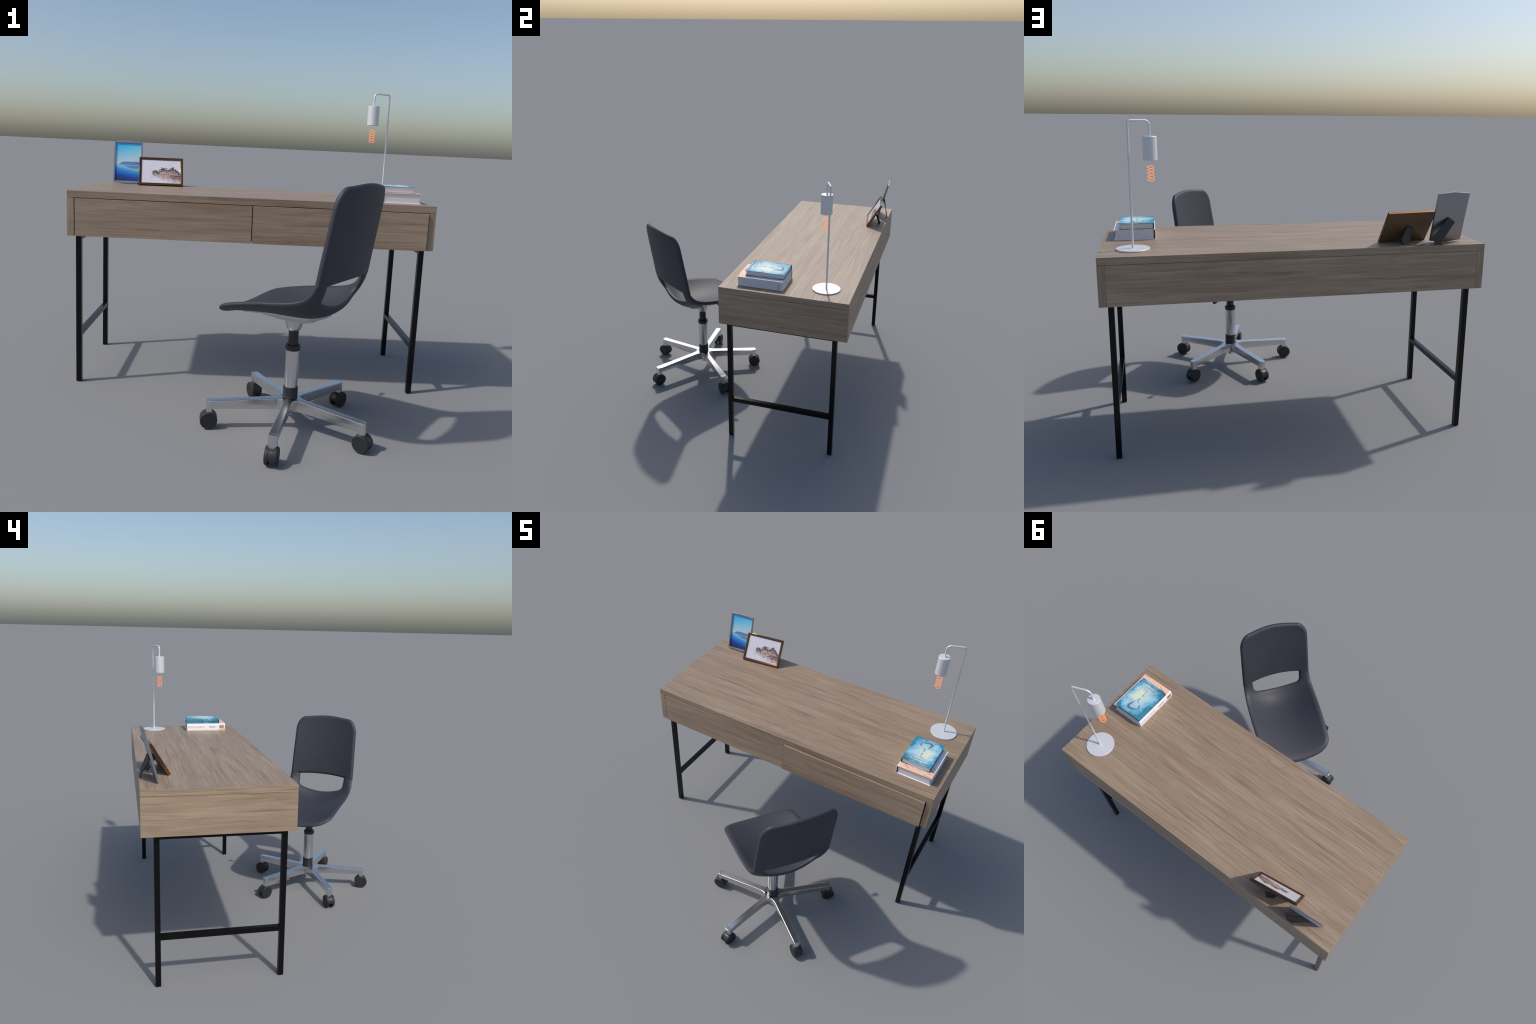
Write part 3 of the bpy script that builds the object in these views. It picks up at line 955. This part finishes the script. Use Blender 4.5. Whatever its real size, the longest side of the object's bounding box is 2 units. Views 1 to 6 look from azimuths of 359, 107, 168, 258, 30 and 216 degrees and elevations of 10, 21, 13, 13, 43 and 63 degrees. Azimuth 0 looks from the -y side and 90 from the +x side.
def build_books():
    # --- large white book
    bk, w, d, h = build_book("white", 0.7192, 0.9376, 0.1428, 0.4325, ZT + 0.0003, 1.1434, "peach", "pages_grey", "thick white hardback with peach cover patch and red ribbon")
    ox, oy = w / 2 - (0.9376 - 0.7235), 0.0
    L = lambda x, y: (x + 0.7235 - (0.7192 + 0.9376) / 2, y + 0.1865 - (0.1428 + 0.4325) / 2)
    zt = h - 0.0001
    strokes = [flat_stroke([L(*p) for p in path], wd, zt, 0.0004) for path, wd in (
        ([(0.028, -0.002), (0.040, -0.0125), (0.054, -0.0205), (0.0785, -0.0298)], [0.001, 0.0045, 0.0035, 0.0006]),
        ([(0.072, -0.004), (0.082, -0.008), (0.091, -0.013)], [0.001, 0.0028, 0.001]),
        ([(0.103, -0.0135), (0.116, -0.0075), (0.135, -0.0045)], [0.0008, 0.0032, 0.001]),
        ([(0.1848, 0.069), (0.196, 0.050), (0.2080, 0.0378)], [0.0006, 0.0022, 0.0008]),
        ([(0.172, -0.017), (0.190, -0.0135), (0.206, -0.0115)], [0.0006, 0.0030, 0.0012]))]
    mk = add("cover_stroke", join(*strokes), "ink_brown", bk)
    mk["kind"] = "stuff"
    x, y = L(0.1625, -0.0395)
    letter(bk, "cover_lettering", "Domenica Marin", 0.007, "ink_black", x, y, zt, 0.046)
    sx = -w / 2
    sp = lambda yy: yy - (0.1428 + 0.4325) / 2
    zz = lambda z: z - ZT - 0.0003
    letter(bk, "spine_lettering", "WRITING COOL", 0.020, "ink_pale", 0, sp(0.4290), zz(1.1100), 0.080, True, sx - 0.00005)
    letter(bk, "spine_lettering", "HEROES", 0.020, "ink_violet", 0, sp(0.3465), zz(1.1102), 0.0460, True, sx - 0.00005)
    letter(bk, "spine_lettering", "DOMENICA MARIN", 0.0105, "ink_black", 0, sp(0.2660), zz(1.1135), 0.0480, True, sx - 0.00005)
    card = bm_box((sx - 0.0002, sp(0.1500), zz(1.1068)), (sx + 0.0003, sp(0.1872), zz(1.1306)))
    add("barcode_label", card, "ink_white", bk)
    bars, yb, k = [], 0.1857, 0
    for wbar in (3, 1, 1, 2, 1, 3, 2, 1, 1, 2, 3, 1, 2, 1, 1, 3, 1, 2):
        wb = wbar * 0.00068
        bars.append(bm_box((sx - 0.0005, sp(yb - wb), zz(1.1082)), (sx, sp(yb), zz(1.1292))))
        yb -= wb + 0.00068
    bc = add("barcode_bar", join(*bars), "ink_barcode", bk)
    bc["kind"] = "stuff"
    x = w / 2 - 0.0085
    rib = bm_tube([(x - 0.003, sp(0.4085), zz(1.126)), (x + 0.0030, sp(0.4084), zz(1.1215)), (x + 0.0050, sp(0.4075), zz(1.112)), (x + 0.0060, sp(0.4060), zz(1.100)), (x + 0.0085, sp(0.4044), zz(1.0885))], 0.0011, 8)
    for v in rib.verts:
        v.co.x *= 1.0
    add("bookmark_ribbon", rib, "ribbon", bk)

    # --- smaller teal book on top of it
    bk, w, d, h = build_book("teal", 0.7235, 0.9072, 0.1868, 0.4308, 1.1440, 1.1769, "teal", "pages_cream", "blue watercolour hardback with smoke question mark")
    T = lambda x, y: (x - w / 2, y - d / 2)
    zt = h - 0.0001
    hook = [(0.1085, 0.1560), (0.1125, 0.1800), (0.1186, 0.1985), (0.1140, 0.2110), (0.1000, 0.2150), (0.0860, 0.2120), (0.0745, 0.2060), (0.0625, 0.2035), (0.0548, 0.1900), (0.0585, 0.1730), (0.0680, 0.1655)]
    off = lambda path, a, b: [T(x + a, y + b) for x, y in path]
    dark = [flat_stroke(off(hook, 0, 0), [0.0012, 0.0070, 0.0130, 0.0145, 0.0135, 0.0110, 0.0080, 0.0058, 0.0060, 0.0050, 0.0012], zt, 0.0003),
            flat_stroke([T(*p) for p in ((0.0720, 0.1580), (0.0800, 0.1530), (0.0890, 0.1505), (0.0950, 0.1430), (0.0940, 0.1320), (0.0890, 0.1190))], [0.0006, 0.0030, 0.0042, 0.0056, 0.0048, 0.0010], zt, 0.0003)]
    o = add("smoke_mark", join(*dark), "ink_grey", bk)
    pale = [flat_stroke(off(hook, -0.0016, -0.0030), [0.0006, 0.008, 0.014, 0.016, 0.015, 0.012, 0.010, 0.0085, 0.009, 0.009, 0.002], zt, 0.0002),
            flat_stroke(off(hook, 0.0026, 0.0030), [0.0006, 0.004, 0.011, 0.013, 0.012, 0.010, 0.009, 0.008, 0.006, 0.005, 0.001], zt, 0.00015)]
    add("smoke_haze", join(*pale), "ink_mid", bk)
    add("match_stick", flat_stroke([T(0.0918, 0.0985), T(0.0920, 0.0830), T(0.0921, 0.0665)], [0.0048, 0.0048, 0.0048], zt, 0.0006), "match_wood", bk)
    add("match_head", flat_stroke([T(0.0916, 0.1065), T(0.0917, 0.1020), T(0.0918, 0.0985)], [0.0035, 0.0062, 0.0050], zt, 0.0007), "match_tip", bk)
    x, y = T(0.0540, 0.0360)
    letter(bk, "cover_lettering", "Bei der des autors", 0.0125, "ink_grey", x, y, zt, 0.080)
    x, y = T(0.0270, 0.0120)
    letter(bk, "cover_lettering", "Das plan hat der vertelsers", 0.0180, "ink_dark", x, y, zt, 0.140)
    sx = -w / 2
    sp = lambda yy: yy - (0.1868 + 0.4308) / 2
    letter(bk, "spine_lettering", "The Inspiration", 0.0150, "ink_grey", 0, sp(0.4180), 0.0125, 0.073, True, sx - 0.00005)
    letter(bk, "spine_lettering", "The Last Paladine", 0.0165, "ink_dark", 0, sp(0.3290), 0.0115, 0.106, True, sx - 0.00005)
    add("spine_mark", bm_box((sx - 0.0003, sp(0.1876), 0.0090), (sx + 0.0003, sp(0.1990), 0.0215)), "match_tip", bk)


# ================================================================== PICTURE FRAMES
def frame_axes(azimuth, tilt):
    """Rotation whose x runs along the frame, z up its (backward leaning) face, y out of its back."""
    w = Vector((cos(azimuth), sin(azimuth), 0))
    b = Vector((-sin(azimuth), cos(azimuth), 0))
    u = Vector((0, 0, cos(tilt))) + b * sin(tilt)
    n = b * cos(tilt) - Vector((0, 0, sin(tilt)))
    return Matrix((w, n, u)).transposed()


def bm_frame_ring(outer, inner, steps):
    """Mitred moulding: outer/inner are matching corner lists (x, z); steps are (blend 0 outer..1 inner, y)."""
    bm = bmesh.new()
    rings = []
    for k, y in steps:
        rings.append([bm.verts.new((o[0] + (i[0] - o[0]) * k, y, o[1] + (i[1] - o[1]) * k)) for o, i in zip(outer, inner)])
    n = len(outer)
    m = len(rings)
    for r in range(m):
        a, b = rings[r], rings[(r + 1) % m]
        for i in range(n):
            j = (i + 1) % n
            bm.faces.new((a[i], a[j], b[j], b[i]))
    return bm


def strut_plate(top_a, top_b, knee_a, knee_b, foot_a, foot_b, th):
    """Easel leg: flat tapered plate between the frame's back and the table."""
    loop = [Vector(p) for p in (top_a, top_b, knee_b, foot_b, foot_a, knee_a)]
    n = (loop[1] - loop[0]).cross(loop[5] - loop[0]).normalized()
    bm = bm_loft([[p + n * th / 2 for p in loop], [p - n * th / 2 for p in loop]])
    return bm


def build_frames():
    # --- landscape bronze frame with the misty hill
    az, tilt = radians(7.9), radians(30.6)
    rot = frame_axes(az, tilt)
    W, H, D = 0.2800, 0.1980, 0.0165
    org = Vector((-0.7212, 0.6708, 1.0947))
    mid = org + rot @ Vector((W / 2, 0, 0))
    fr = empty("picture_frame", (mid.x, mid.y, ZT), "bronze easel frame with misty rocky hill print", "picture frame")
    E = Vector(fr.location)
    loc = mid - E
    b = 0.0160
    outer = [(-W / 2, 0), (W / 2, 0), (W / 2, H), (-W / 2, H)]
    inner = [(-W / 2 + b, b), (W / 2 - b, b), (W / 2 - b, H - b), (-W / 2 + b, H - b)]
    steps = [(0.0, D), (0.0, 0.0030), (0.06, 0.0012), (0.20, 0.0), (0.46, 0.0004), (0.56, 0.0011), (0.94, 0.0043), (1.0, 0.0052), (1.0, D)]
    add("moulding", bm_frame_ring(outer, inner, steps), "bronze", fr, loc, rot, angle=45)
    add("print", bm_box((-W / 2 + b - 0.001, 0.0078, b - 0.001), (W / 2 - b + 0.001, 0.0090, H - b + 0.001)), "hill", fr, loc, rot)
    add("backing_board", bm_box((-W / 2 + 0.003, 0.0092, 0.003), (W / 2 - 0.003, D + 0.0006, H - 0.003), 0.0006), "brown_board", fr, loc, rot)
    lc = lambda p: Vector(p) - E
    on = lambda w, u, off: loc + rot @ Vector((w - W / 2, D + off, u))
    ta, tb = on(0.1470, 0.1080, 0.0035), on(0.1080, 0.0900, 0.0035)
    st = strut_plate(ta, tb, lc((-0.5430, 0.7975, 1.1155)), lc((-0.5990, 0.7740, 1.1080)), lc((-0.5560, 0.8030, 1.0875)), lc((-0.5890, 0.7870, 1.0875)), 0.0042)
    add("easel_strut", st, "strut", fr)
    add("hinge", bm_box((-0.019, 0, -0.006), (0.019, 0.006, 0.006), 0.001), "strut", fr, on(0.1275, 0.0990, 0.0005), rot @ Matrix.Rotation(radians(-25), 3, "Y"))

    # --- portrait silver frame with the lake
    az, tilt = radians(4.2), radians(14.1)
    rot = frame_axes(az, tilt)
    W, H, D = 0.1812, 0.2660, 0.0105
    org = Vector((-0.8982, 0.7435, 1.0993))
    mid = org + rot @ Vector((W / 2, 0, 0))
    fr = empty("picture_frame", (mid.x, mid.y, ZT), "silver easel frame with blue lake print", "picture frame")
    E = Vector(fr.location)
    loc = mid - E
    b = 0.0095
    top, low = 0.0085, -0.0105
    outer = [(-W / 2, 0), (0, low), (W / 2, 0), (W / 2, H), (0, H + top), (-W / 2, H)]
    iw, i0, i1 = W / 2 - b, 0.0085, H - 0.0095
    inner = [(-iw, i0), (0, i0), (iw, i0), (iw, i1), (0, i1), (-iw, i1)]
    steps = [(0.0, D), (0.0, 0.0014), (0.10, 0.0002), (0.5, 0.0), (0.9, 0.0002), (1.0, 0.0012), (1.0, D)]
    add("moulding", bm_frame_ring(outer, inner, steps), "silver", fr, loc, rot, angle=40)
    p = bm_box((-iw - 0.0005, 0.0076, i0 - 0.0005), (iw + 0.0005, 0.0088, i1 + 0.0005))
    add("print", p, "lake", fr, loc, rot)
    back = [(x * 0.985, 0.003 + (z - low) * (H + top - low - 0.006) / (H + top - low) + low) for x, z in outer]
    bb = bm_loft([[(x, y, z) for x, z in back] for y in (0.0090, D + 0.0005)])
    add("backing_board", bb, "silver", fr, loc, rot)
    lc = lambda q: Vector(q) - E
    on = lambda w, u, off: loc + rot @ Vector((w - W / 2, D + off, u))
    ta, tb = on(0.1000, 0.1340, 0.0030), on(0.0560, 0.1060, 0.0030)
    st = strut_plate(ta, tb, lc((-0.7075, 0.8280, 1.1270)), lc((-0.7600, 0.8270, 1.1080)), lc((-0.7180, 0.8325, 1.0872)), lc((-0.7560, 0.8310, 1.0872)), 0.0042)
    add("easel_strut", st, "strut", fr)


build_desk()
build_chair()
build_lamp()
build_books()
build_frames()
bpy.context.view_layer.update()
